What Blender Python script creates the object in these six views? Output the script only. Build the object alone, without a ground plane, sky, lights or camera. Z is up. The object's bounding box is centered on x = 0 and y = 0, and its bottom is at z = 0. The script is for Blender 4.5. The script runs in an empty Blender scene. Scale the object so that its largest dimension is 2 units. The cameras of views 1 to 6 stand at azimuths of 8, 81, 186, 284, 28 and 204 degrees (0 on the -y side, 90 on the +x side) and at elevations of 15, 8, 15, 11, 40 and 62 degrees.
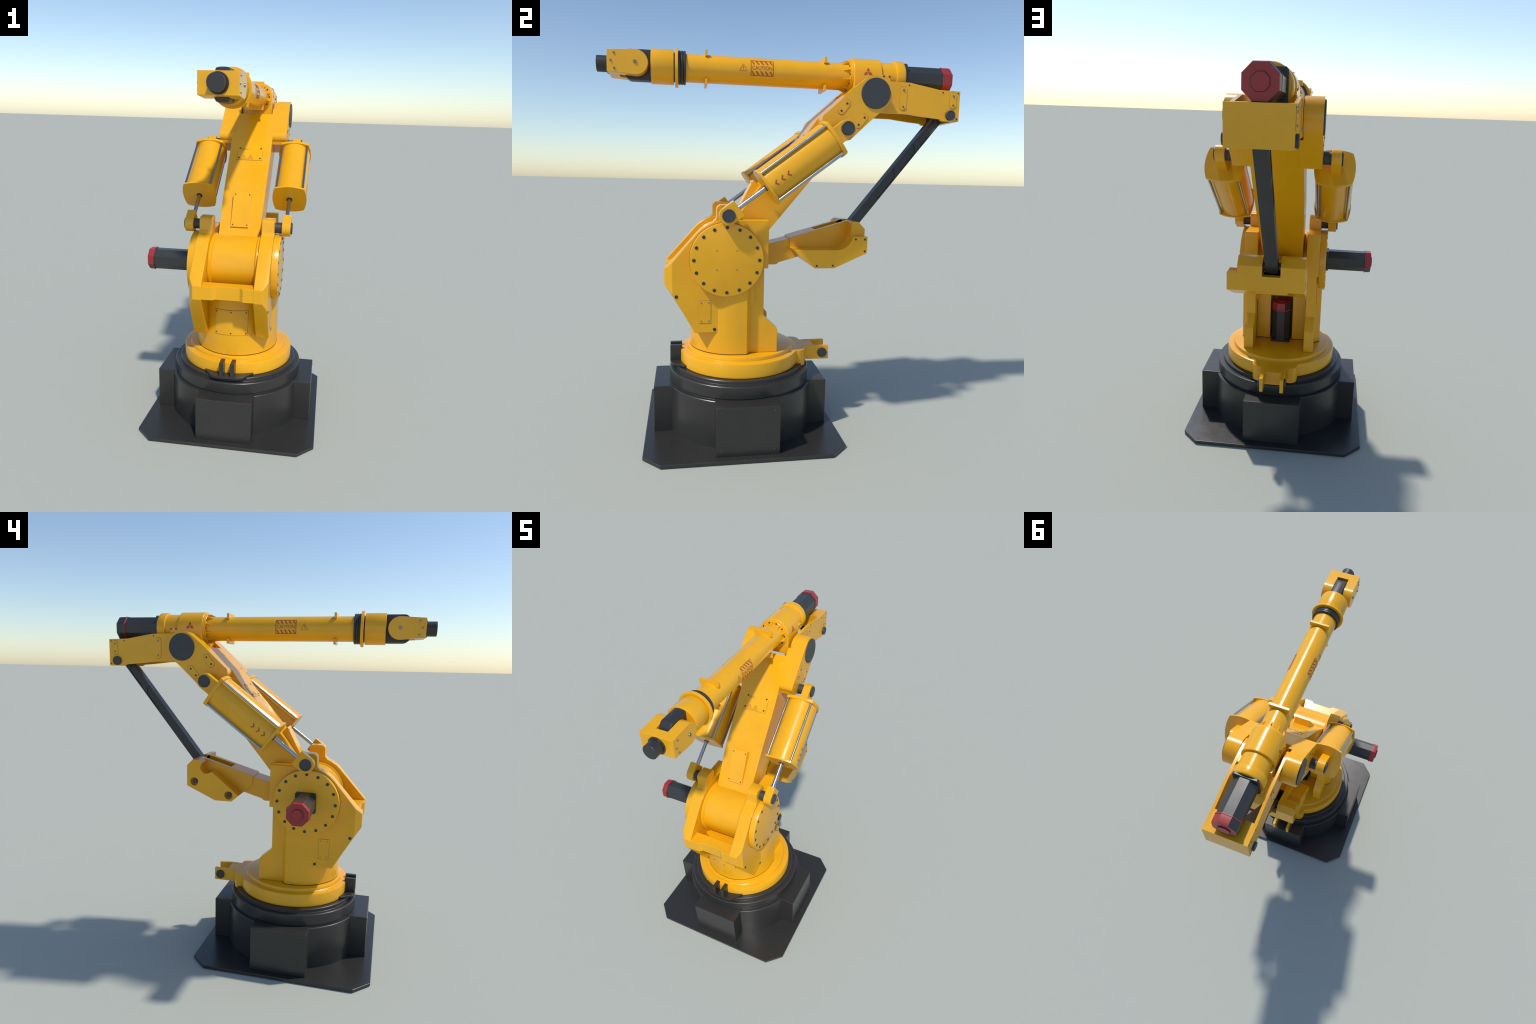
"""Yellow six-axis industrial robot arm on a black pedestal, built part by part."""
import bpy, bmesh, math, random
from math import sin, cos, pi, radians, sqrt, atan2
from mathutils import Vector, Matrix

random.seed(7)
X0, Y0 = 0.0115, -0.2130            # mid plane of the arm, swivel axis
SH = (-0.3075, 0.944)               # shoulder axis (y, z)
EL = (0.4383, 1.7863)               # elbow axis (y, z)
AZ = 1.900                          # height of the upper-arm axis
COL = bpy.context.scene.collection

# ------------------------------------------------------------------ materials
def nodes_of(name):
    m = bpy.data.materials.new(name); m.use_nodes = True
    nt = m.node_tree; nt.nodes.clear()
    out = nt.nodes.new('ShaderNodeOutputMaterial')
    b = nt.nodes.new('ShaderNodeBsdfPrincipled')
    nt.links.new(b.outputs[0], out.inputs[0])
    return m, nt, b

def ramp(nt, fac, stops):
    r = nt.nodes.new('ShaderNodeValToRGB'); nt.links.new(fac, r.inputs[0])
    el = r.color_ramp.elements
    while len(el) < len(stops): el.new(0.5)
    for e, (p, c) in zip(el, stops):
        e.position = p; e.color = (*c, 1) if len(c) == 3 else c
    return r.outputs[0]

def noise(nt, coord, scale, detail=4, rough=.55):
    n = nt.nodes.new('ShaderNodeTexNoise')
    n.inputs['Scale'].default_value = scale; n.inputs['Detail'].default_value = detail
    n.inputs['Roughness'].default_value = rough
    nt.links.new(coord, n.inputs['Vector']); return n.outputs['Fac']

def mix(nt, fac, a, b, mode='MIX'):
    m = nt.nodes.new('ShaderNodeMix'); m.data_type = 'RGBA'; m.blend_type = mode
    for sock, v in ((m.inputs[0], fac), (m.inputs[6], a), (m.inputs[7], b)):
        if hasattr(v, 'is_linked'): nt.links.new(v, sock)
        else: sock.default_value = v if isinstance(v, float) else (*v, 1)
    return m.outputs[2]

def paint(name, col, rough=(.3, .42), vary=.10, smudge=.0, smudge_col=(.1, .06, .02), metallic=0., bump=.02, coat=0., spec=.5):
    m, nt, b = nodes_of(name)
    co = nt.nodes.new('ShaderNodeTexCoord').outputs['Object']
    n1 = noise(nt, co, 5.0, 6)
    lo = tuple(c*(1-vary) for c in col); hi = tuple(min(1, c*(1+vary)) for c in col)
    c = ramp(nt, n1, [(.3, lo), (.7, hi)])
    n2 = noise(nt, co, 16.0, 8, .7)
    if smudge:
        msk = ramp(nt, n2, [(.60, (0, 0, 0)), (.80, (smudge,)*3)])
        c = mix(nt, msk, c, smudge_col)
    nt.links.new(c, b.inputs['Base Color'])
    r = ramp(nt, n2, [(.3, (rough[0],)*3), (.7, (rough[1],)*3)])
    nt.links.new(r, b.inputs['Roughness'])
    b.inputs['Metallic'].default_value = metallic
    b.inputs['Specular IOR Level'].default_value = spec
    b.inputs['Coat Weight'].default_value = coat
    b.inputs['Coat Roughness'].default_value = .2
    if bump:
        n3 = noise(nt, co, 90.0, 3)
        bp = nt.nodes.new('ShaderNodeBump'); bp.inputs['Strength'].default_value = bump
        bp.inputs['Distance'].default_value = .002
        nt.links.new(n3, bp.inputs['Height']); nt.links.new(bp.outputs[0], b.inputs['Normal'])
    return m

YEL_C = (.80, .385, .007)
YEL = paint('yellow_paint', YEL_C, (.19, .28), .05, .30, (.46, .19, .008))
BLK = paint('black_paint', (.0300, .0285, .0260), (.27, .34), .06, .06, (.040, .034, .028))
RUB = paint('dark_rubber', (.028, .028, .029), (.34, .45), .10)
CAPM = paint('dark_cap', (.040, .044, .047), (.45, .55), .06)
MOT = paint('motor_grey', (.031, .032, .033), (.30, .42), .10)
RED = paint('red_cap', (.33, .024, .026), (.34, .45), .08)
RED_SHADE = paint('painted_shade_red', (.06, .010, .010), (.45, .6), .1)
CHR = paint('chrome', (.42, .44, .48), (.14, .24), .05, metallic=1., bump=0)
BOLTM = paint('dark_bolt', (.045, .05, .058), (.3, .42), .1, metallic=.3)
SCRM2 = paint('dull_screw', (.085, .085, .09), (.3, .4), .1, metallic=.5)
SCRM = paint('steel_screw', (.26, .27, .29), (.25, .38), .1, metallic=.8)
DEC = paint('red_decal', (.38, .070, .020), (.4, .5), .18, .6, (.52, .20, .018), bump=0)
DEC2 = paint('faded_decal', (.48, .17, .018), (.4, .5), .12, .5, (.62, .26, .014), bump=0)

DARK_LINE = paint('dark_brown_line', (.17, .080, .010), (.45, .6), .2, bump=0)  # dark brown for the thin strips round panels, plates and pads

# ------------------------------------------------------------------ helpers
ROOT = bpy.data.objects.new('industrial_robot_arm', None)
COL.objects.link(ROOT)
ROOT['label'] = 'yellow six-axis industrial robot arm on a black square pedestal'
ROOT['category'] = 'robot arm'

def mesh_from(bm, name):
    me = bpy.data.meshes.new(name)
    bmesh.ops.remove_doubles(bm, verts=bm.verts, dist=1e-6)
    bmesh.ops.recalc_face_normals(bm, faces=bm.faces)
    bm.to_mesh(me); bm.free()
    return me

def add(name, me, mat=None, parent=None, bevel=0., seg=2, angle=32, smooth=True, matrix=None):
    ob = bpy.data.objects.new(name, me); COL.objects.link(ob)
    if mat is not None and not me.materials: me.materials.append(mat)
    if smooth:
        me.shade_smooth()
        if not bevel: me.set_sharp_from_angle(angle=radians(angle))
    if bevel:
        md = ob.modifiers.new('edge', 'BEVEL'); md.width = bevel; md.segments = seg
        md.limit_method = 'ANGLE'; md.angle_limit = radians(angle); md.harden_normals = True
        md.use_clamp_overlap = True
    ob.parent = parent if parent is not None else ROOT
    if matrix is not None: ob.matrix_local = matrix
    return ob

AX = {'yz': lambda p, t: (t, p[0], p[1]), 'xy': lambda p, t: (p[0], p[1], t), 'xz': lambda p, t: (p[0], t, p[1])}
def bm_prism(bm, pts, a0, a1, plane='yz', w0=None):
    f = AX[plane]
    lo = [bm.verts.new(f(p, a0 if w0 is None else X0-w0[i])) for i, p in enumerate(pts)]
    hi = [bm.verts.new(f(p, a1 if w0 is None else X0+w0[i])) for i, p in enumerate(pts)]
    n = len(pts)
    bm.faces.new(lo); bm.faces.new(hi[::-1])
    for i in range(n): bm.faces.new((lo[i], hi[i], hi[(i+1) % n], lo[(i+1) % n]))

def prism(pts, a0, a1, plane='yz', name='prism'):
    bm = bmesh.new(); bm_prism(bm, pts, a0, a1, plane); return mesh_from(bm, name)

def box(x0, x1, y0, y1, z0, z1, name='box'):
    return prism([(x0, y0), (x1, y0), (x1, y1), (x0, y1)], z0, z1, 'xy', name)

def bm_lathe(bm, prof, M=Matrix(), seg=96):
    """revolve (r, t) round local z; r == 0 closes on the axis"""
    rings = []
    for r, t in prof:
        if r < 1e-7: rings.append([bm.verts.new(M @ Vector((0, 0, t)))])
        else: rings.append([bm.verts.new(M @ Vector((r*cos(2*pi*i/seg), r*sin(2*pi*i/seg), t))) for i in range(seg)])
    for A, B in zip(rings, rings[1:]):
        for i in range(seg):
            j = (i+1) % seg
            if len(A) == 1 and len(B) == 1: continue
            if len(A) == 1: bm.faces.new((A[0], B[i], B[j]))
            elif len(B) == 1: bm.faces.new((A[i], A[j], B[0]))
            else: bm.faces.new((A[i], A[j], B[j], B[i]))
    for R in (rings[0], rings[-1]):
        if len(R) > 1: bm.faces.new(R)

ROT = {'z': Matrix(), 'y': Matrix.Rotation(-pi/2, 4, 'X'), 'x': Matrix.Rotation(pi/2, 4, 'Y')}
def lathe(prof, axis='z', c=(0, 0, 0), seg=96, name='lathe'):
    bm = bmesh.new(); bm_lathe(bm, prof, Matrix.Translation(c) @ ROT[axis], seg); return mesh_from(bm, name)

def disc(r, x0, x1, y, z, seg=72, bev=.0015):
    """short cylinder along x"""
    s = 1 if x1 > x0 else -1
    return lathe([(r-bev, x0), (r, x0+s*bev), (r, x1-s*bev), (r-bev, x1)], 'x', (0, y, z), seg)

def arc(c, r, a0, a1, n=16, ry=None):
    ry = r if ry is None else ry
    return [(c[0]+r*cos(radians(a0+(a1-a0)*i/n)), c[1]+ry*sin(radians(a0+(a1-a0)*i/n))) for i in range(n+1)]

def grown(pts, d):
    """outline pushed out from its centre by about d"""
    c = Vector((sum(p[0] for p in pts)/len(pts), sum(p[1] for p in pts)/len(pts)))
    return [tuple(Vector(p)+(Vector(p)-c).normalized()*d) for p in pts]
def outline_strip(pts, a0, a1, parent, d=.0016, plane='yz'):
    return add('dark_outline', prism(grown(pts, d), a0, a1, plane), DARK_LINE, parent, smooth=False)
def side(s, a):            # offset from mid plane on side s (+1 / -1)
    return X0 + s*a
def sx(s, a, b):           # ordered pair
    p, q = side(s, a), side(s, b); return (p, q) if p < q else (q, p)

def boolean(ob, cutters, op='DIFFERENCE'):
    for me in cutters:
        c = bpy.data.objects.new('cutter', me); COL.objects.link(c); c.matrix_world = ob.matrix_local
        keep = [m for m in ob.modifiers]
        for m in keep: m.show_viewport = False
        md = ob.modifiers.new('cut', 'BOOLEAN'); md.operation = op; md.object = c; md.solver = 'EXACT'
        bpy.context.view_layer.update()
        dg = bpy.context.evaluated_depsgraph_get()
        new = bpy.data.meshes.new_from_object(ob.evaluated_get(dg), depsgraph=dg)
        ob.modifiers.remove(md)
        mats = list(ob.data.materials)
        ob.data = new
        new.materials.clear()
        for m in mats: new.materials.append(m)
        for p in new.polygons: p.material_index = 0
        for m in keep: m.show_viewport = True
        bpy.data.objects.remove(c)
    ob.data.shade_smooth()
    return ob

def align(loc, nrm, spin=0.):
    return Matrix.Translation(loc) @ Vector(nrm).to_track_quat('Z', 'Y').to_matrix().to_4x4() @ Matrix.Rotation(spin, 4, 'Z')

# fasteners, shared meshes ---------------------------------------------------
def fastener(name, r, h, mat, seg=20, recess=True):
    prof = [(r, -.002), (r, h*.55), (r*.86, h)]
    prof += [(r*.5, h), (r*.45, h*.45), (0, h*.45)] if recess else [(r*.5, h*1.12), (0, h*1.15)]
    me = lathe(prof, seg=seg, name=name); me.materials.append(mat)
    me.shade_smooth(); me.set_sharp_from_angle(angle=radians(40)); return me
def hexhead(name, r, h, mat):
    me = lathe([(r, -.002), (r, h*.8), (r*.88, h), (0, h)], seg=8, name=name); me.materials.append(mat)
    me.set_sharp_from_angle(angle=radians(30)); return me
M_BOLT = fastener('bolt', .0088, .0022, BOLTM)
M_BOLTS = fastener('bolt_small', .0054, .0020, BOLTM)
M_SCREW = fastener('screw', .0038, .0020, SCRM, 14, False)
M_SCREWB = fastener('screw_big', .0088, .005, SCRM, 20, True)
M_SCREWM = fastener('screw_mid', .0055, .004, SCRM, 16, True)
M_SCREWD = fastener('screw_dark', .0042, .0018, SCRM2, 14, False)
def put(name, me, loc, nrm, parent):
    ob = bpy.data.objects.new(name, me); COL.objects.link(ob); ob.parent = parent
    ob.matrix_local = align(loc, nrm); return ob

# flat artwork wrapped on surfaces -------------------------------------------
def art_bm(polys):
    bm = bmesh.new()
    for p in polys:
        try: bm.faces.new([bm.verts.new((u, v, 0)) for u, v in p])
        except ValueError: pass
    return bm
def text_into(bm, body, size, at, width=None):
    cu = bpy.data.curves.new('lettering', 'FONT'); cu.body = body; cu.size = size
    cu.align_x = 'CENTER'; cu.align_y = 'CENTER'; cu.resolution_u = 3
    ob = bpy.data.objects.new('lettering', cu); COL.objects.link(ob)
    bpy.context.view_layer.update()
    me = bpy.data.meshes.new_from_object(ob.evaluated_get(bpy.context.evaluated_depsgraph_get()))
    xs = [v.co.x for v in me.vertices]; k = (width/(max(xs)-min(xs))) if width else 1
    cx = (max(xs)+min(xs))/2; ys = [v.co.y for v in me.vertices]; cy = (max(ys)+min(ys))/2
    for v in me.vertices: v.co = Vector(((v.co.x-cx)*k+at[0], (v.co.y-cy)+at[1], 0))
    bm.from_mesh(me); bpy.data.objects.remove(ob); bpy.data.meshes.remove(me); bpy.data.curves.remove(cu)
def wrap(bm, fn, step, name, mat, parent, thick=.0004):
    bmesh.ops.triangulate(bm, faces=bm.faces[:])
    if step:
        vs = [v.co.y for v in bm.verts]; k = math.floor(min(vs)/step)
        while k*step < max(vs):
            k += 1
            bmesh.ops.bisect_plane(bm, geom=bm.verts[:]+bm.edges[:]+bm.faces[:], plane_co=(0, k*step, 0), plane_no=(0, 1, 0))
    r = bmesh.ops.extrude_face_region(bm, geom=bm.faces[:])
    for v in [g for g in r['geom'] if isinstance(g, bmesh.types.BMVert)]: v.co.z = 1.0
    for v in bm.verts: v.co = fn(v.co.x, v.co.y, v.co.z*thick)
    bmesh.ops.recalc_face_normals(bm, faces=bm.faces)
    me = bpy.data.meshes.new(name); bm.to_mesh(me); bm.free()
    return add(name, me, mat, parent, smooth=False)
def frame(w, h, t):
    w, h = w/2, h/2
    return [[(-w, -h), (w, -h), (w, -h+t), (-w, -h+t)], [(-w, h-t), (w, h-t), (w, h), (-w, h)],
            [(-w, -h+t), (-w+t, -h+t), (-w+t, h-t), (-w, h-t)], [(w-t, -h+t), (w, -h+t), (w, h-t), (w-t, h-t)]]
def warn_triangle(c, b, h, t):
    o = [(-b/2, 0), (b/2, 0), (0, h)]; g = (0, h/3); k = 1-t*3/h
    i = [(g[0]+(p[0]-g[0])*k, g[1]+(p[1]-g[1])*k) for p in o]
    P = [[o[a], o[(a+1) % 3], i[(a+1) % 3], i[a]] for a in range(3)]
    e = .055*b
    P += [[(-e, h*.36), (e, h*.36), (e*1.3, h*.66), (-e*1.3, h*.66)], [(-e, h*.21), (e, h*.21), (e, h*.30), (-e, h*.30)]]
    return [[(x+c[0], y+c[1]) for x, y in p] for p in P]

# ================================================================== PEDESTAL
def pedestal():
    base = add('pedestal', lathe([(.40, .016), (.40, .256), (.396, .260), (.378, .261), (.378, .267), (.382, .269), (.382, .327),
        (.378, .331), (.353, .331), (.352, .336), (.352, .347), (.348, .351), (.30, .351)], 'z', (X0, Y0, 0), 128), BLK, bevel=.0015)
    hx, hy, c = .5025, .5060, .088
    pts = [(hx, -hy+c), (hx, hy-c), (hx-c, hy), (-hx+c, hy), (-hx, hy-c), (-hx, -hy+c), (-hx+c, -hy), (hx-c, -hy)]
    add('base_plate', prism([(X0+x, Y0+y) for x, y in pts], 0, .0175, 'xy'), BLK, base, bevel=.0035)
    for k in range(4):
        d = Vector((cos(k*pi/2), sin(k*pi/2))); n = Vector((-d.y, d.x))
        def P(a, b): q = d*a+n*b; return (X0+q.x, Y0+q.y)
        add('junction_box', prism([P(.33, -.1565), P(.4630, -.1565), P(.4630, .1565), P(.33, .1565)], .0165, .2645, 'xy'), BLK, base, bevel=.0035)
        for a in (-1, 1):
            for z in (.044, .243):
                q = P(.4630, a*.129); put('screw', M_SCREWD, (q[0], q[1], z), (d.x, d.y, 0), base)
    # bolts on the rim
    for k in range(8):
        a = 2*pi*(k+.5)/8
        put('screw', M_SCREWD, (X0+.369*cos(a), Y0+.369*sin(a), .3305), (0, 0, 1), base)
    # front stop bracket with two prongs
    w = [(-.128, -.500), (-.128, -.514), (-.078, -.580), (-.045, -.592), (.068, -.592), (.101, -.580), (.151, -.514), (.151, -.500)]
    br = add('stop_bracket', prism(w, .355, .3665, 'xy'), BLK, bevel=.0015)
    for a in (-.0315, .0305):
        add('prong', box(a, a+.0235, -.5925, -.529, .3555, .4475), BLK, br, bevel=.002)
pedestal()

# ================================================================== SWIVEL RING
def swivel():
    ring = add('swivel_ring', lathe([(.28, .352), (.323, .352), (.325, .355), (.325, .420), (.3225, .4255), (.317, .4275), (.293, .4275), (.290, .430),
        (.289, .442), (.287, .4465), (.282, .448), (0, .448)], 'z', (X0, Y0, 0), 128), YEL, bevel=0)
    # rear lug: neck with two rounded shoulders and a fork with a cross bolt
    neck = [(-.064, .06), (-.064, .203), (.064, .203), (.064, .06)]
    neck = [(-.10, .02)] + [(-.064, .150), (-.064, .203), (.064, .203), (.064, .150)] + [(.10, .02)]
    lug = add('rear_lug', prism([(X0+x, y) for x, y in neck], .3525, .4272, 'xy'), YEL, ring, bevel=.0015)
    for s in (-1, 1):
        add('lug_shoulder', lathe([(.043, .336), (.045, .338), (.045, .4248), (.043, .4268)], 'z', (X0+s*.083, .098, 0), 48), YEL, lug)
        a, b = sx(s, .0455, .0645)
        add('lug_ear', box(a, b, .16, .2845, .3515, .4285), YEL, lug, bevel=.0015)
        put('bolt', hexhead('bolt_hex', .0275, .012, BOLTM), (X0+s*.0645, .2475, .390), (s, 0, 0), lug)
swivel()

# ================================================================== MOTOR
def octagon(ap):
    R = ap/cos(pi/8); return [(R*cos(pi/8+k*pi/4), R*sin(pi/8+k*pi/4)) for k in range(8)]
def motor(M, L, ap, cap, fl, parent=None, capl=.038):
    """axis along local z from the flange (0) to the tip (L)"""
    o = octagon(ap); body = bmesh.new(); bm_prism(body, o, .010, L-capl, 'xy')
    m = add('motor', mesh_from(body, 'motor'), MOT, parent, bevel=.0012, matrix=M)
    q = fl*.14
    sq = [(fl, -fl+q), (fl, fl-q), (fl-q, fl), (-fl+q, fl), (-fl, fl-q), (-fl, -fl+q), (-fl+q, -fl), (fl-q, -fl)]
    add('motor_flange', prism(sq, -.002, .0125, 'xy'), MOT, m, bevel=.001)
    for a in (-1, 1):
        for b in (-1, 1): put('bolt', M_BOLTS, (a*fl*.82, b*fl*.82, .0125), (0, 0, 1), m)
    bm = bmesh.new(); bm_prism(bm, octagon(cap+.0022), L-capl-.002, L-capl+.004, 'xy')
    z = [(L-capl+.004, cap), (L-.016, cap), (L-.004, cap*.955)]
    rings = [[bm.verts.new((x, y, t)) for x, y in octagon(r)] for t, r in z]
    for A, B in zip(rings, rings[1:]):
        for i in range(8): bm.faces.new((A[i], A[(i+1) % 8], B[(i+1) % 8], B[i]))
    bm.faces.new(rings[0]); bm.faces.new(rings[-1])
    bm_prism(bm, octagon(cap*.47), L-.006, L+.003, 'xy')
    cm = mesh_from(bm, 'motor_cap'); cm.materials.append(RED); cm.materials.append(MOT)
    for p in cm.polygons:      # three flanks of the cap are left black
        if abs(p.normal.z) < .6 and p.normal.x < -.5 and p.center.z > L-capl+.0045 and p.center.z < L-.003: p.material_index = 1
    cp = add('motor_cap', cm, RED, m, bevel=.001)
    add('dark_outline', prism(octagon(cap*.47+.0022), L-.006, L-.0034, 'xy'), RED_SHADE, cp, smooth=False)  # darkened octagon draws the shadow outline round the knob
    return m
def mat_axes(o, x, y, z):
    M = Matrix.Identity(4)
    for i, v in enumerate((x, y, z)):
        for j in range(3): M[j][i] = v[j]
    for j in range(3): M[j][3] = o[j]
    return M
# swivel motor standing in the turret niche, shoulder motor, and a second cap above
motor(Matrix.Translation((X0, -.2085, .4475)), .252, .0535, .0560, .0555, None, .052)
motor(Matrix.Translation((X0, -.305, .900)) @ Matrix.Rotation(pi, 4, 'X'), .168, .0535, .0560, .0555)
motor(Matrix.Translation((X0-.2525, SH[0]+.001, SH[1]+.004)) @ Matrix.Rotation(-pi/2, 4, 'Y'), .2705, .0575, .0605, .0590)

# ================================================================== TURRET
TC = (X0, -.2455); TR = .238
def turret():
    half = [(TC[0]+TR*sin(radians(a)), TC[1]-TR*cos(radians(a))) for a in range(0, 91, 3)]
    half += [(X0+TR, -.2005), (X0+.205, -.178), (X0+.149, -.178), (X0+.149, -.203), (X0+.067, -.203), (X0+.067, -.375)]
    pts = half + [(2*X0-x, y) for x, y in half[:0:-1]]
    t = add('turret', prism(pts, .4500, .800, 'xy'), YEL, bevel=.0022, angle=25)
    outline_strip(pts, .4475, .4518, t, .0006, 'xy').data.materials[0] = BLK  # black strip modelled for the dark gap under the turret
    for s in (-1, 1):
        a, b = sx(s, .149, .205)
        add('rear_rib', prism([(-.21, .4485), (-.0365, .4485), (-.0365, .568), (-.040, .578), (-.1115, .643), (-.1115, .905), (-.21, .905)], a, b), YEL, t, bevel=.003)
    # cheeks
    R = .1975; p = (-.617, .893)
    d = Vector((SH[0]-p[0], SH[1]-p[1])); L = d.length
    th = atan2(d.y, d.x) + math.asin(R/L); tl = sqrt(L*L-R*R)
    tp = (p[0]+tl*cos(th), p[1]+tl*sin(th)); a0 = math.degrees(atan2(tp[1]-SH[1], tp[0]-SH[0]))
    out = [(-.617, .8175), p] + arc(SH, R, a0, 90, 20) + [(-.0925, SH[1]+R), (-.0925, .8955), (-.16, .8955), (-.16, .72), (-.30, .5645), (-.465, .5645)]
    for s in (-1, 1):
        # outer front corners are chamfered: loft between inner and outer outline
        bm = bmesh.new(); n = len(out)
        def sh(q):                       # outline of the outer face, front edge pulled back
            y, z = q
            if y < -.60: return (-.578, z+(.034 if z > .85 else -.052))
            return q
        xi, xm, xo = side(s, .1405), side(s, .189), side(s, .2145)
        A = [bm.verts.new((xi, y, z)) for y, z in out]
        B = [bm.verts.new((xm, y, z)) for y, z in out]
        C = [bm.verts.new((xo, *sh(q))) for q in out]
        for P, Q in ((A, B), (B, C)):
            for i in range(n): bm.faces.new((P[i], P[(i+1) % n], Q[(i+1) % n], Q[i]))
        bm.faces.new(A); bm.faces.new(C)
        bmesh.ops.dissolve_limit(bm, angle_limit=radians(.5), verts=bm.verts, edges=bm.edges)
        ck = add('cheek_plate', mesh_from(bm, 'cheek_plate'), YEL, t, bevel=.0035, angle=22)
        # pin boss on top
        bs = [(-.378, 1.120), (-.371, 1.136), (-.361, 1.144), (-.3575, 1.156), (-.3575, 1.196), (-.352, 1.209), (-.338, 1.2175), (-.275, 1.2175),
              (-.264, 1.211), (-.260, 1.199), (-.260, 1.120)]
        a, b = sx(s, .143, .2125)
        add('pin_boss', prism(bs, a, b), YEL, ck, bevel=.0025)
        add('pin_boss_cap', disc(.026, side(s, .1435), side(s, .1415), -.305, 1.170, 40, .0008), YEL, ck)
        for y, z in ((-.5573, .7538), (-.3655, .5815)):
            put('bolt', M_BOLT, (side(s, .2145), y, z), (s, 0, 0), ck)
        a, b = sx(s, .213, .2168)
        add('name_plate', box(a, b, -.4438, -.3845, .6155, .734), YEL, ck, bevel=.001)
        outline_strip([(-.4438, .6155), (-.3845, .6155), (-.3845, .734), (-.4438, .734)], *sx(s, .213, .2150), ck)
        for y in (-.433, -.395):
            for z in (.627, .722): put('screw', M_SCREW, (side(s, .2168), y, z), (s, 0, 0), ck)
    # front cross bar with a centre recess, and the sloping pan behind it
    cb = [(-.1425, -.6155), (-.084, -.6155), (-.066, -.599), (.066, -.599), (.084, -.6155), (.1425, -.6155), (.1425, -.531), (-.1425, -.531)]
    add('cross_bar', prism([(X0+x, y) for x, y in cb], .8185, .8925, 'xy'), YEL, t, bevel=.002)
    a, b = sx(1, -.1415, .1415)
    add('drip_pan', prism([(-.5315, .820), (-.5315, .868), (-.475, .795), (-.40, .76), (-.46, .76)], a, b), YEL, t)
    # curved access panel
    bm = bmesh.new(); W = math.degrees(.0955/TR); ang = [-W+2*W*i/24 for i in range(25)]
    f = lambda a, r, z: (TC[0]+r*sin(radians(a)), TC[1]-r*cos(radians(a)), z)
    rows = [[bm.verts.new(f(a, TR+dr, z)) for a in ang] for dr, z in ((-.002, .572), (.0018, .572), (.0018, .7195), (-.002, .7195))]
    for P, Q in zip(rows, rows[1:]):
        for i in range(24): bm.faces.new((P[i], P[i+1], Q[i+1], Q[i]))
    for k in (0, -1): bm.faces.new([r[k] for r in rows])
    pan = add('access_panel', mesh_from(bm, 'access_panel'), YEL, t)
    bm = bmesh.new(); W2 = W+.5; ang2 = [-W2+2*W2*i/24 for i in range(25)]
    rows = [[bm.verts.new(f(a, TR+dr, z)) for a in ang2] for dr, z in ((-.002, .570), (.0006, .570), (.0006, .7215), (-.002, .7215))]
    for P, Q in zip(rows, rows[1:]):
        for i in range(24): bm.faces.new((P[i], P[i+1], Q[i+1], Q[i]))
    add('dark_outline', mesh_from(bm, 'dark_outline'), DARK_LINE, pan)
    for a in (-20.5, 0, 20.5):
        for z in (.583, .708): put('screw', M_SCREWD, f(a, TR+.0018, z), (sin(radians(a)), -cos(radians(a)), 0), pan)
    # bearing covers on both sides
    for s in (-1, 1):
        d = add('bearing_cover', lathe([(.150, .205), (.182, .2065), (.185, .2095), (.185, .249), (.1835, .2518), (.1805, .2525), (0, .2525)],
            'x', (X0, *SH), 128) if s > 0 else lathe([(.150, -.205), (.182, -.2065), (.185, -.2095), (.185, -.249), (.1835, -.2518), (.1805, -.2525), (0, -.2525)], 'x', (X0, *SH), 128), YEL)
        add('dark_outline', disc(.1868, side(s, .213), side(s, .2152), SH[0], SH[1], 128, .0002), DARK_LINE, d)  # brown ring paints the occlusion shading where cover meets cheek
        for k in range(16):
            a = 2*pi*k/16
            put('bolt', M_BOLT, (side(s, .2525), SH[0]+.1635*cos(a), SH[1]+.1635*sin(a)), (s, 0, 0), d)
        if s > 0:
            for y in (-.05, .05):
                for z in (-.0485, .0485): put('screw', M_SCREW, (side(s, .2515), SH[0]+y, SH[1]+z), (s, 0, 0), d)
    return t
turret()

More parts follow.
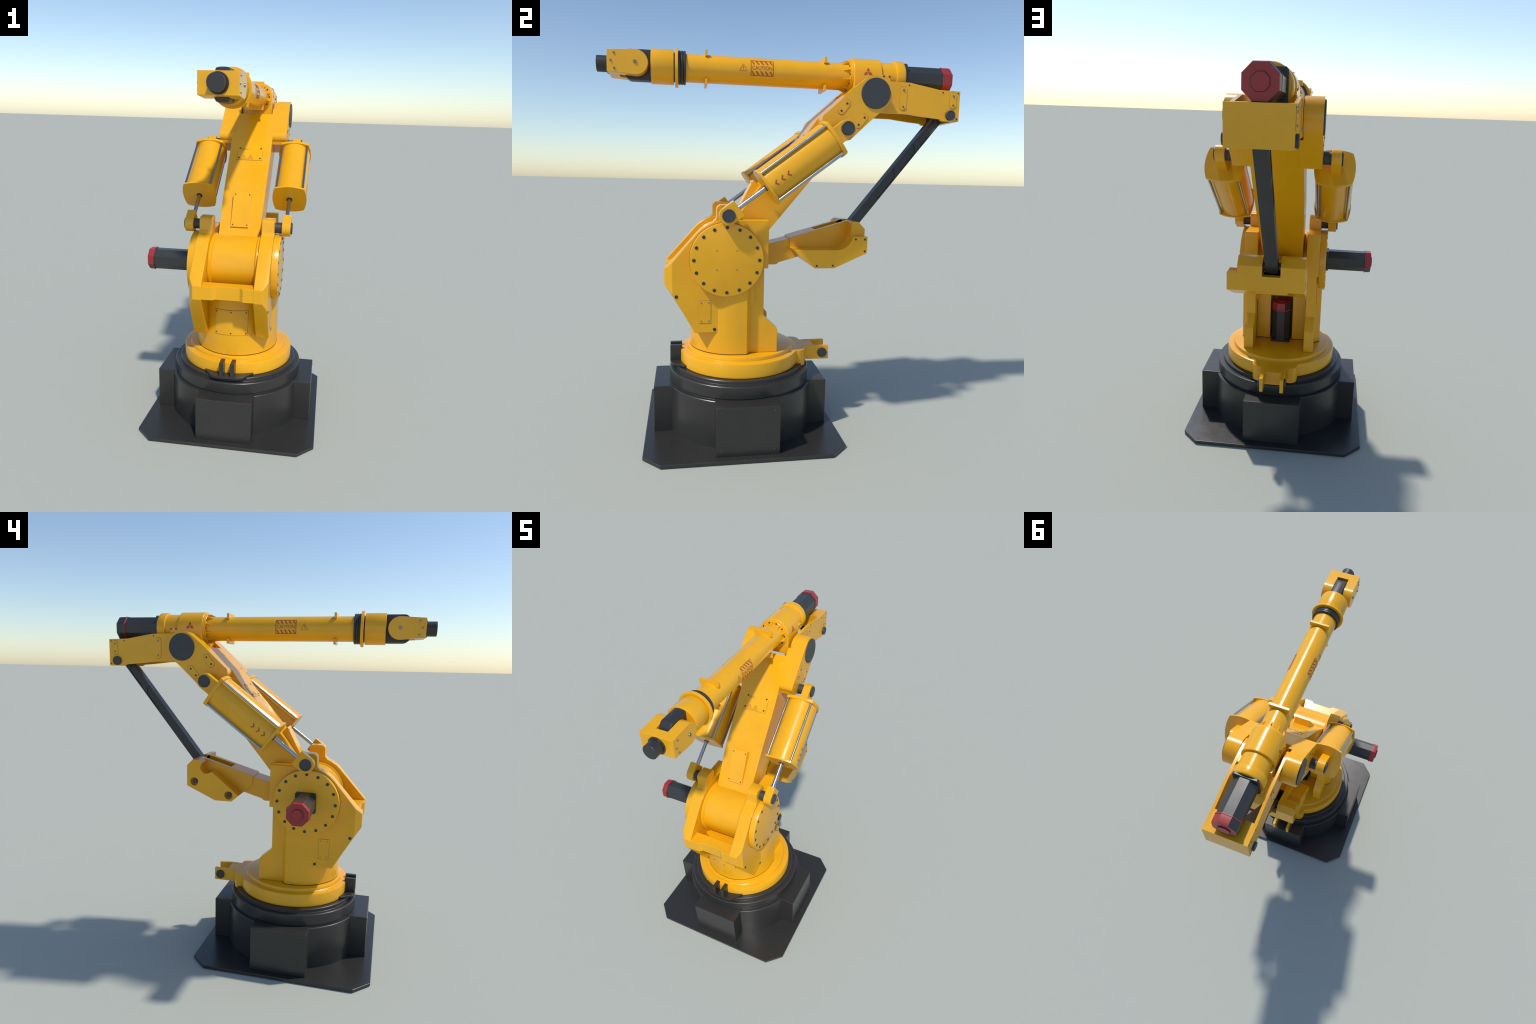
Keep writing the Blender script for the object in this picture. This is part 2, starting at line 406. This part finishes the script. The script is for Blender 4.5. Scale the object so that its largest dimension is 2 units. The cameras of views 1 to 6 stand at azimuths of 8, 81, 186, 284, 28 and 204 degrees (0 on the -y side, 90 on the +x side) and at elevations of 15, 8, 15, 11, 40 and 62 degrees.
# ================================================================== LOWER ARM
def lower_arm():
    prof = [(-.280, 1.101), (-.123, 1.314), (-.008, 1.447), (.097, 1.567), (.1617, 1.6588), (.308, 1.792), (.345, 1.770), (.4366, 1.670), (.312, 1.555), (.1436, 1.356), (-.0719, 1.0906), (-.16, .98), (-.30, 1.0)]
    wid = [.118, .125, .127, .128, .128, .128, .128, .128, .128, .128, .120, .116, .116]
    bm = bmesh.new(); bm_prism(bm, prof, 0, 0, 'yz', wid)
    bmesh.ops.triangulate(bm, faces=[f for f in bm.faces if len(f.verts) > 4])
    arm = add('lower_arm', mesh_from(bm, 'lower_arm'), YEL, bevel=.003, angle=25)
    R = .0885
    fk = arc(EL, R, 118, -46, 30) + [(.4366, 1.668), (.315, 1.5535), (.300, 1.5500), (.178, 1.606)] + arc((.2015, 1.6495), .036, 222, 136, 8) + [(.186, 1.6810), (.3335, 1.8152)]
    boolean(arm, [prism(fk, *sx(s, .105, .2125)) for s in (-1, 1)], 'UNION')
    boolean(arm, [prism(arc(EL, .098, 90, 270, 16)+[(.60, 1.6883), (.60, 1.8843)], X0-.1278, X0+.1278)])
    add('shoulder_drum', lathe([(.140, -.1395), (.172, -.1395), (.1735, -.137), (.1735, -.126), (.170, -.1225), (.163, -.119), (.163, .119), (.170, .1225), (.1735, .126),
        (.1735, .137), (.172, .1395), (.140, .1395)], 'x', (X0, *SH), 128), YEL, arm)
    # wedge shaped cover on the front
    cv = [(-.240, 1.146), (-.2555, 1.150), (-.1545, 1.3425), (-.117, 1.3085), (-.20, 1.200)]
    bm = bmesh.new()
    bm_prism(bm, cv, X0-.0545, X0+.0500)
    w = add('cover_box', mesh_from(bm, 'cover_box'), YEL, arm, bevel=.0015)
    d = Vector((0, -.1545+.2555, 1.3425-1.150)).normalized(); nrm = Vector((0, -d.z, d.y))
    for u in (-.0425, .0405):
        for t in (.014, .2000): put('screw', M_SCREWD, Vector((X0+u, -.2555, 1.150))+d*t, nrm, w)
    # sign plate with lettering and two warning triangles
    dv = Vector((0, .105, .120)).normalized(); dn = Vector((0, -dv.z, dv.y)); o = Vector((X0, .0833, 1.5514))
    def on(u, v, h=0): return o + Vector((u, 0, 0)) + dv*v + dn*h
    bm = art_bm([[(-.080, -.052), (.078, -.052), (.078, .050), (-.080, .050)]])
    pl = wrap(bm, lambda u, v, h: on(u, v, -.001+h), 0, 'sign_plate', YEL, arm, .0032)
    wrap(art_bm([[(-.0812, -.0532), (.0792, -.0532), (.0792, .0512), (-.0812, .0512)]]), lambda u, v, h: on(u, v, -.001+h), 0, 'dark_outline', DARK_LINE, pl, .0016)
    for u in (-.066, .065):
        for v in (-.038, .036): put('bolt', M_BOLTS, on(u, v, .0021), dn, pl)
    bm = art_bm(warn_triangle((-.036, -.046), .036, .032, .0028)+warn_triangle((.006, -.046), .036, .032, .0028))
    for i, wd in enumerate((.048, .040)):
        y = .031-.008*i
        for k in range(7):
            x = -.056+k*wd/7; bm.faces.new([bm.verts.new((x+a, y+b, 0)) for a, b in ((0, 0), (wd/9, 0), (wd/9, .004), (0, .004))])
    wrap(bm, lambda u, v, h: on(u, v, .0024+h), 0, 'sign_marks', DEC2, pl, .0003)
    # fork plates
    for s in (-1, 1):
        f = arm
        add('elbow_pin_cap', disc(.0760, side(s, .2115), side(s, .2195), EL[0], EL[1], 96), CAPM, f)
        for p, q in (((.2902, 1.7307), (.2616, 1.694)), ((.3837, 1.666), (.3537, 1.6294))):
            an = math.degrees(atan2(p[1]-q[1], p[0]-q[0]))
            ob = arc(p, .0175, an-90, an+90, 10)+arc(q, .0175, an+90, an+270, 10)
            a, b = sx(s, .2115, .2150)
            pad = add('obround_pad', prism(ob, a, b), YEL, f, bevel=.0008)
            outline_strip(ob, *sx(s, .2115, .2130), pad)
            for c in (p, q): put('bolt', M_BOLTS, (side(s, .2150), *c), (s, 0, 0), pad)
lower_arm()

# ================================================================== BALANCER CYLINDERS
PL, PU = Vector((-.305, 1.168)), Vector((.272, 1.6006))
dA = (PU-PL).normalized()
def balancer(s):
    cx = side(s, .2715)
    M = mat_axes((cx, PL.x, PL.y), (1, 0, 0), (0, -dA.y, dA.x), (0, dA.x, dA.y))
    body = add('balancer_cylinder', CYL['body'], YEL, matrix=M)
    for k in ('low', 'up'): add('end_cap', CYL[k], YEL, body, bevel=.0015)
    for a in (-1, 1):
        for b in (-1, 1):
            add('tie_rod', CYL['rod'], CHR, body, matrix=Matrix.Translation((a*.0765, b*.0765, 0)))
    add('piston_rod', CYL['piston'], CHR, body)
    add('rod_gland', CYL['gland'], MOT, body)
    F = Matrix.Diagonal((s, 1, 1, 1))
    for nm, k in (('rod_clevis', 'clevis'), ('mount_clevis', 'mount')):
        me = CYL[k].copy(); me.transform(F)
        if s < 0: me.flip_normals()
        add(nm, me, YEL, body, bevel=.002)
    # pins in world axes
    for c, r, a in ((PL, .0325, .205), (PU, .0340, .205)):
        prof = [(r*.9, a), (r*.9, .2525), (r, .254), (r, .3065), (r-.002, .3085), (r*.80, .3085), (r*.78, .3075), (0, .3075)]
        pin = lathe([(q, s*t) for q, t in prof], 'x', (X0, c.x, c.y), 48)
        add('pivot_pin', pin, CAPM, None)
    # chevrons on the outer side, pointing to the rod end
    polys = []
    for k in range(3):
        u = .2633+.0362*k
        for g in (-1, 1): polys.append([(u, 0), (u+.0085, 0), (u+.0185, g*.0120), (u+.0135, g*.0155)][::g])
    bm = art_bm(polys); r0 = .0970
    def fn(u, v, h):
        th = (v-.001)/r0; return Vector((s*(r0+h)*cos(th), (r0+h)*sin(th), u))
    wrap(bm, fn, .003, 'chevron_marks', DEC, body)
CYL = {}
def build_cyl():
    CYL['body'] = lathe([(.070, .236), (.0965, .236), (.0965, .625), (.070, .625)], seg=96, name='body')
    def capshape(c=.0855, b=.1010):
        # square with four bulging sides
        R = (c*c+(b-c)**2)/(2*(b-c)); th = math.degrees(math.asin(c/R)); P = []
        for k in range(4):
            q = 90*k
            P += [(cos(radians(q))*x-sin(radians(q))*y, sin(radians(q))*x+cos(radians(q))*y) for x, y in arc((b-R, 0), R, -th, th, 8)[:-1]]
        return P
    CYL['low'] = prism(capshape(), .2270, .2390, 'xy', 'low'); CYL['up'] = prism(capshape(), .6215, .6405, 'xy', 'up')
    CYL['rod'] = lathe([(.0072, .234), (.0072, .626)], seg=16, name='rod')
    CYL['piston'] = lathe([(.0118, .03), (.0118, .30)], seg=24, name='piston')
    CYL['gland'] = lathe([(.018, .229), (.018, .2245), (.015, .223), (.011, .223)], seg=24, name='gland')
    CYL['clevis'] = prism([(-.0455, .063), (-.0455, 0)]+arc((0, 0), .0465, 190, 350, 20)+[(.0455, 0), (.0455, .063)], -.0190, .0290, 'yz', 'clevis')
    L = (PU-PL).length
    CYL['mount'] = prism([(.0435, .632), (.0435, L)]+arc((0, L), .0440, 5, 175, 20)+[(-.0435, L), (-.0435, .632)], -.0190, .0290, 'yz', 'mount')
build_cyl()
for s in (-1, 1): balancer(s)

# ================================================================== LINK ARM WITH COUNTERWEIGHT
def link_arm():
    a, b = sx(1, -.0715, .0715)
    stub = [(-.13, .990), (-.066, 1.006), (.06, 1.0375), (.12, .96), (.10, .938), (-.0145, .9045), (-.0215, .8965), (-.034, .893), (-.13, .893)]
    link = add('link_arm', prism(stub, a, b), YEL, bevel=.002)
    a, b = sx(1, -.0785, .0785)
    arm = add('link_beam', prism([(.0435, 1.0405), (.362, 1.1335), (.40, 1.10), (.40, .95), (.25, .92), (.0995, .9365), (.0435, .9885)], a, b), YEL, link, bevel=.002)
    blk = [(.431, .973), (.431, 1.0965), (.394, 1.134), (.360, 1.1335)]
    right = blk + [(.3545, 1.062)] + arc((.268, 1.076), .086, -5, -90, 12) + [(.040, .990), (.0675, .9605), (.1523, .894), (.2557, .894)]
    a, b = sx(1, .0, .164)
    r = add('counterweight', prism(right, a, b), YEL, link, bevel=.0025)
    plate = [(.431, .973), (.431, 1.0605), (.3545, 1.0605)] + arc((.268, 1.076), .086, -10, -90, 12) + [(.040, .990), (.0675, .9605), (.1523, .894), (.2557, .894)]
    a, b = sx(1, .1635, .2142)
    p = add('side_plate', prism(plate, a, b), YEL, r, bevel=.0015)
    for y, z in ((.162, .9075), (.2475, .9083), (.4179, .9836), (.4166, 1.0454), (.3669, 1.0461)):
        put('bolt', M_BOLTS, (side(1, .2142), y, z), (1, 0, 0), p)
    hole = arc((.311, 1.088), .036, 60, -125, 16)
    left = blk[:3] + [(.354, 1.1335), (.333, 1.117)] + hole[0:] + [(.2747, 1.0655), (.1085, .9315), (.1515, .894), (.2545, .894)]
    a, b = sx(-1, .0, .1625)
    l = add('counterweight', prism(left, a, b), YEL, link, bevel=.0025)
    xs = side(-1, .1625)
    boolean(l, [disc(.0255, xs-.01, xs+.022, y, z, 32) for y, z in ((.3849, 1.0003), (.1695, .9307))])
    for y, z in ((.3849, 1.0003), (.1695, .9307)):
        add('recessed_bolt', disc(.0165, xs+.0225, xs+.009, y, z, 24), BOLTM, l)
        add('recessed_washer', disc(.0215, xs+.0225, xs+.0165, y, z, 24), YEL, l)
    # slot for the strut, cut through beam and both halves
    sl = lambda: prism([(.190, 1.070), (.190, 1.20), (.47, 1.20), (.47, 1.047), (.26, 1.047)], X0-.0445, X0+.0445)
    for ob in (arm, r, l): boolean(ob, [sl()])
    add('link_pin', disc(.022, X0-.046, X0+.046, .375, 1.083, 32), BOLTM, link)
link_arm()

def strut():
    p0, p1 = Vector((X0, .3800, 1.0765)), Vector((X0, .896, 1.724))
    d = (p1-p0); L = d.length; d.normalize(); n = Vector((0, -d.z, d.y))
    M = mat_axes(p0, (1, 0, 0), n, d)
    h, w = .0255, .0305
    st = add('strut', prism([(-h, -.012), (h, -.012), (h, L), (-h, L)], -w, w, 'yz'), RUB, matrix=M, bevel=.0015)
    # three shallow slanted panels sunk into each flank
    cut = []
    for t0, t1 in ((.235, .425), (.440, .600), (.615, .775)):
        for s in (-1, 1):
            q = [(-.0185, t0), (.0185, t0+.030), (.0185, t1), (-.0185, t1-.030)]
            cut.append(prism(q, *sorted((s*.0255, s*.04))))
    boolean(st, cut)
strut()

# ================================================================== UPPER ARM
def ylathe(prof, name, mat, parent, bevel=0., seg=112):
    return add(name, lathe(prof, 'y', (X0, 0, AZ), seg), mat, parent, bevel=bevel)
def upper_arm():
    tube = ylathe([(.050, -.515), (.0692, -.515), (.0692, .36), (.05, .36)], 'upper_arm', YEL, None)
    # front sleeve, flange and seal
    ylathe([(.055, -.6785), (.0835, -.6785), (.0855, -.6765), (.0855, -.569), (.0845, -.567), (.06, -.567)], 'wrist_sleeve', YEL, tube)
    ylathe([(.072, -.569), (.072, -.5585)], 'seal_gap', RUB, tube)
    ylathe([(.06, -.5605), (.0965, -.5605), (.098, -.559), (.098, -.546), (.0965, -.5445), (.06, -.5445)], 'flange_ring', YEL, tube)
    pr = [(.06, -.546)]
    for k in range(3):
        y = -.5440+.0125*k; pr += [(.0795, y), (.0825, y+.0022), (.0832, y+.0055), (.0825, y+.0095), (.0795, y+.0122)]
    ylathe(pr+[(.06, -.5065)], 'rubber_seal', RUB, tube)
    # rib plates, top and bottom
    for y0, y1 in ((-.4115, -.3985), (.2075, .2215)):
        for s in (-1, 1):
            a, b = sorted((AZ+s*.055, AZ+s*.0855))
            add('cable_rib', box(X0-.0580, X0+.0580, y0, y1, a, b), YEL, tube, bevel=.0015)
    # rear hub: bolted collar with fins, saddle body, neck and rim
    ylathe([(.06, .344), (.0835, .344), (.085, .3455), (.085, .358), (.06, .358)], 'collar', YEL, tube)
    for k in range(10):
        a = 2*pi*(k+.5)/10
        c, sn = cos(a), sin(a); t = .0022
        bm = bmesh.new()
        q = [(.066, .308), (.0705, .308), (.0835, .335), (.0835, .346), (.066, .346)]
        A, B = [[bm.verts.new((X0+r*c-o*sn, y, AZ+r*sn+o*c)) for r, y in q] for o in (-t, t)]
        bm.faces.new(A); bm.faces.new(B)
        for i in range(5): bm.faces.new((A[i], A[(i+1) % 5], B[(i+1) % 5], B[i]))
        add('fin', mesh_from(bm, 'fin'), YEL, tube)
        a += pi/10
        put('bolt', M_BOLTS, (X0+.0775*cos(a), .344, AZ+.0775*sin(a)), (0, -1, 0), tube)
    r = .0962
    sect = [(X0+r*cos(radians(a)), AZ+r*sin(radians(a))) for a in range(0, 181, 4)]
    sad = sect + [(X0-r, 1.775), (X0+r, 1.775)]
    hub = add('elbow_hub', prism(sad, .360, .5135, 'xz'), YEL, tube, bevel=.005, seg=3)
    ylathe([(.078, .352), (.0905, .352), (.0915, .354), (.0915, .362)], 'hub_rim', YEL, hub)
    for s in (-1, 1):
        a, b = sx(s, .0700, .0960)
        add('hub_leg', prism(arc(EL, .078, 180, 360, 24)+[(.516, 1.83), (.3605, 1.83)], a, b), YEL, hub, bevel=.002)
        a, b = sx(s, .0800, .0985)
        ear = add('hub_ear', box(a, b, .505, .559, 1.871, 1.9018), YEL, hub, bevel=.0015)
        for y in (.520, .5515): put('bolt', M_BOLTS, (side(s, .0985), y, 1.8945), (s, 0, 0), ear)
    ylathe([(.06, .505), (.0835, .505), (.0835, .597), (.0900, .598), (.0930, .6005), (.0940, .605), (.0940, .639), (.0925, .645), (.0890, .6485), (0, .6485)], 'gearbox_neck', YEL, hub)
    m = motor(Matrix.Translation((X0, .6480, AZ+.001)) @ Matrix.Rotation(-pi/2, 4, 'X'), .2810, .0665, .0685, .0725, None, .058)

    # artwork --------------------------------------------------------------
    def side_map(s, yc, th0, r):
        def fn(u, v, h):
            th = radians(th0)+v/r
            return Vector((X0+s*(r+h)*cos(th), yc+s*u, AZ+(r+h)*sin(th)))
        return fn
    for s, yc, yt in ((1, -.1215, -.2185), (-1, -.1300, -.2355)):
        W, H = .1185, .0822
        bm = art_bm(frame(W, H, .0036))
        for k in range(5):          # hazard stripes above and below the word
            for v0 in (.0165, -.0365):
                u = -.0560+k*.0235
                q = [(u+.0195, v0), (u+.0105, v0), (u-.002, v0+.0195), (u+.007, v0+.0195)]
                q = [(max(-.055, min(.055, x)), y) for x, y in q]
                bm.faces.new([bm.verts.new((x, y, 0)) for x, y in q])
        text_into(bm, 'CAUTION', .0270, (0, -.0008), .103)
        wrap(bm, side_map(s, yc, 7.4, .0696), .004, 'caution_sign', DEC, tube)
        wrap(art_bm(warn_triangle((0, -.0175), .0425, .0370, .0024)), side_map(s, yt, 7.0, .0696), .004, 'warning_triangle', DEC2, tube)
        # triangular emblem of three wedges round a disc on the hub
        b, h = .049, .039; g = (0, h*.36)
        T = [(-b/2, 0), (b/2, 0), (0, h)]; polys = [arc(g, .0062, 0, 345, 15)]
        for i in range(3):
            v = Vector(T[i]); c = Vector(g)
            e1 = (Vector(T[(i+1) % 3])-v)*.44; e2 = (Vector(T[(i+2) % 3])-v)*.44
            ax = (c-v).normalized(); px = Vector((-ax.y, ax.x)); m1 = c-ax*.0078
            polys.append([tuple(v), tuple(v+e1), tuple(m1-px*.0048 if (e1.dot(px) < 0) else m1+px*.0048), tuple(m1+px*.0048 if (e1.dot(px) < 0) else m1-px*.0048), tuple(v+e2)])
        wrap(art_bm(polys), side_map(s, .4345, -1.5, .0964), .004, 'emblem', DEC, hub)
upper_arm()

# ================================================================== REAR FRAME
def rear_frame():
    wall = arc(EL, .081, 92, 268, 24) + [(.4995, 1.705), (.648, 1.704), (.758, 1.691), (.834, 1.6845), (.844, 1.6755), (.9425, 1.6755), (.9425, 1.8325),
            (.8245, 1.8355), (.655, 1.8645), (.539, 1.8665)]
    a, b = sx(1, -.110, .110)
    fr = add('rear_frame', prism([(.8195, 1.750), (.8195, 1.83635), (.8245, 1.8355), (.9425, 1.8325), (.9425, 1.6755), (.912, 1.6755), (.912, 1.750)], a, b), YEL, bevel=.0018)
    boolean(fr, [prism(wall, *sx(s, .1095, .1262)) for s in (-1, 1)], 'UNION')
    for s in (-1, 1):
        w = fr
        add('frame_pin', lathe([(.0262, s*.126), (.0262, s*.1375), (.0245, s*.139), (.0205, s*.139), (.0200, s*.138), (0, s*.138)], 'x', (X0, .8905, 1.706), 40), CAPM, w)
        for y, z in ((.652, 1.8515), (.844, 1.8228), (.931, 1.8218), (.932, 1.688)):
            put('bolt', M_SCREWD, (side(s, .1262), y, z), (s, 0, 0), w)
        for y, z0, z1 in ((.6225, 1.740, 1.825), (.9045, 1.759, 1.806)):
            ob = arc((y, z1), .0185, 0, 180, 12)+arc((y, z0), .0185, 180, 360, 12)
            a, b = sx(s, .1255, .1290)
            pad = add('obround_pad', prism(ob, a, b), YEL, w, bevel=.0008)
            outline_strip(ob, *sx(s, .1255, .1267), pad)
            for z in (z0, z1): put('screw', M_SCREWM, (side(s, .1290), y, z), (s, 0, 0), pad)
    add('strut_pin', disc(.020, X0-.111, X0+.111, .8905, 1.706, 32), BOLTM, fr)
rear_frame()

# ================================================================== WRIST
def wrist():
    hc = (-.752, 1.900)
    out = [(-.885, 1.8495), (-.885, 1.9515)] + arc(hc, .062, 94, -94, 36, .0597)
    w = add('wrist', prism(out, X0-.0932, X0+.0932), YEL, bevel=.002)
    boolean(w, [box(X0-.0340, X0+.0340, -.833, -.60, 1.80, 2.0)])
    kn = arc((-.762, AZ), .064, 90, 270, 24, .0785) + [(-.66, AZ-.0785), (-.66, AZ+.0785)]
    k = add('knuckle', prism(kn, X0-.0325, X0+.0325), RUB, w, bevel=.003)
    boolean(k, [lathe([(.0785, -.86), (.0785, -.64)], 'y', (X0, 0, AZ), 64)], 'INTERSECT')
    add('tool_flange', lathe([(.030, -.880), (.0470, -.880), (.0475, -.8815), (.0475, -.8915), (.0460, -.893), (.0397, -.893), (.0397, -.9425), (.0385, -.944), (0, -.944)],
        'y', (X0, 0, 1.9005), 64), RUB, w)
    for s in (-1, 1):
        for y, z in ((-.8509, 1.9371), (-.8669, 1.9015), (-.8507, 1.8656)):
            put('screw', M_SCREWM, (side(s, .0932), y, z), (s, 0, 0), w)
        put('screw', M_SCREWB, (side(s, .0932), -.7527, 1.9012), (s, 0, 0), w)
wrist()
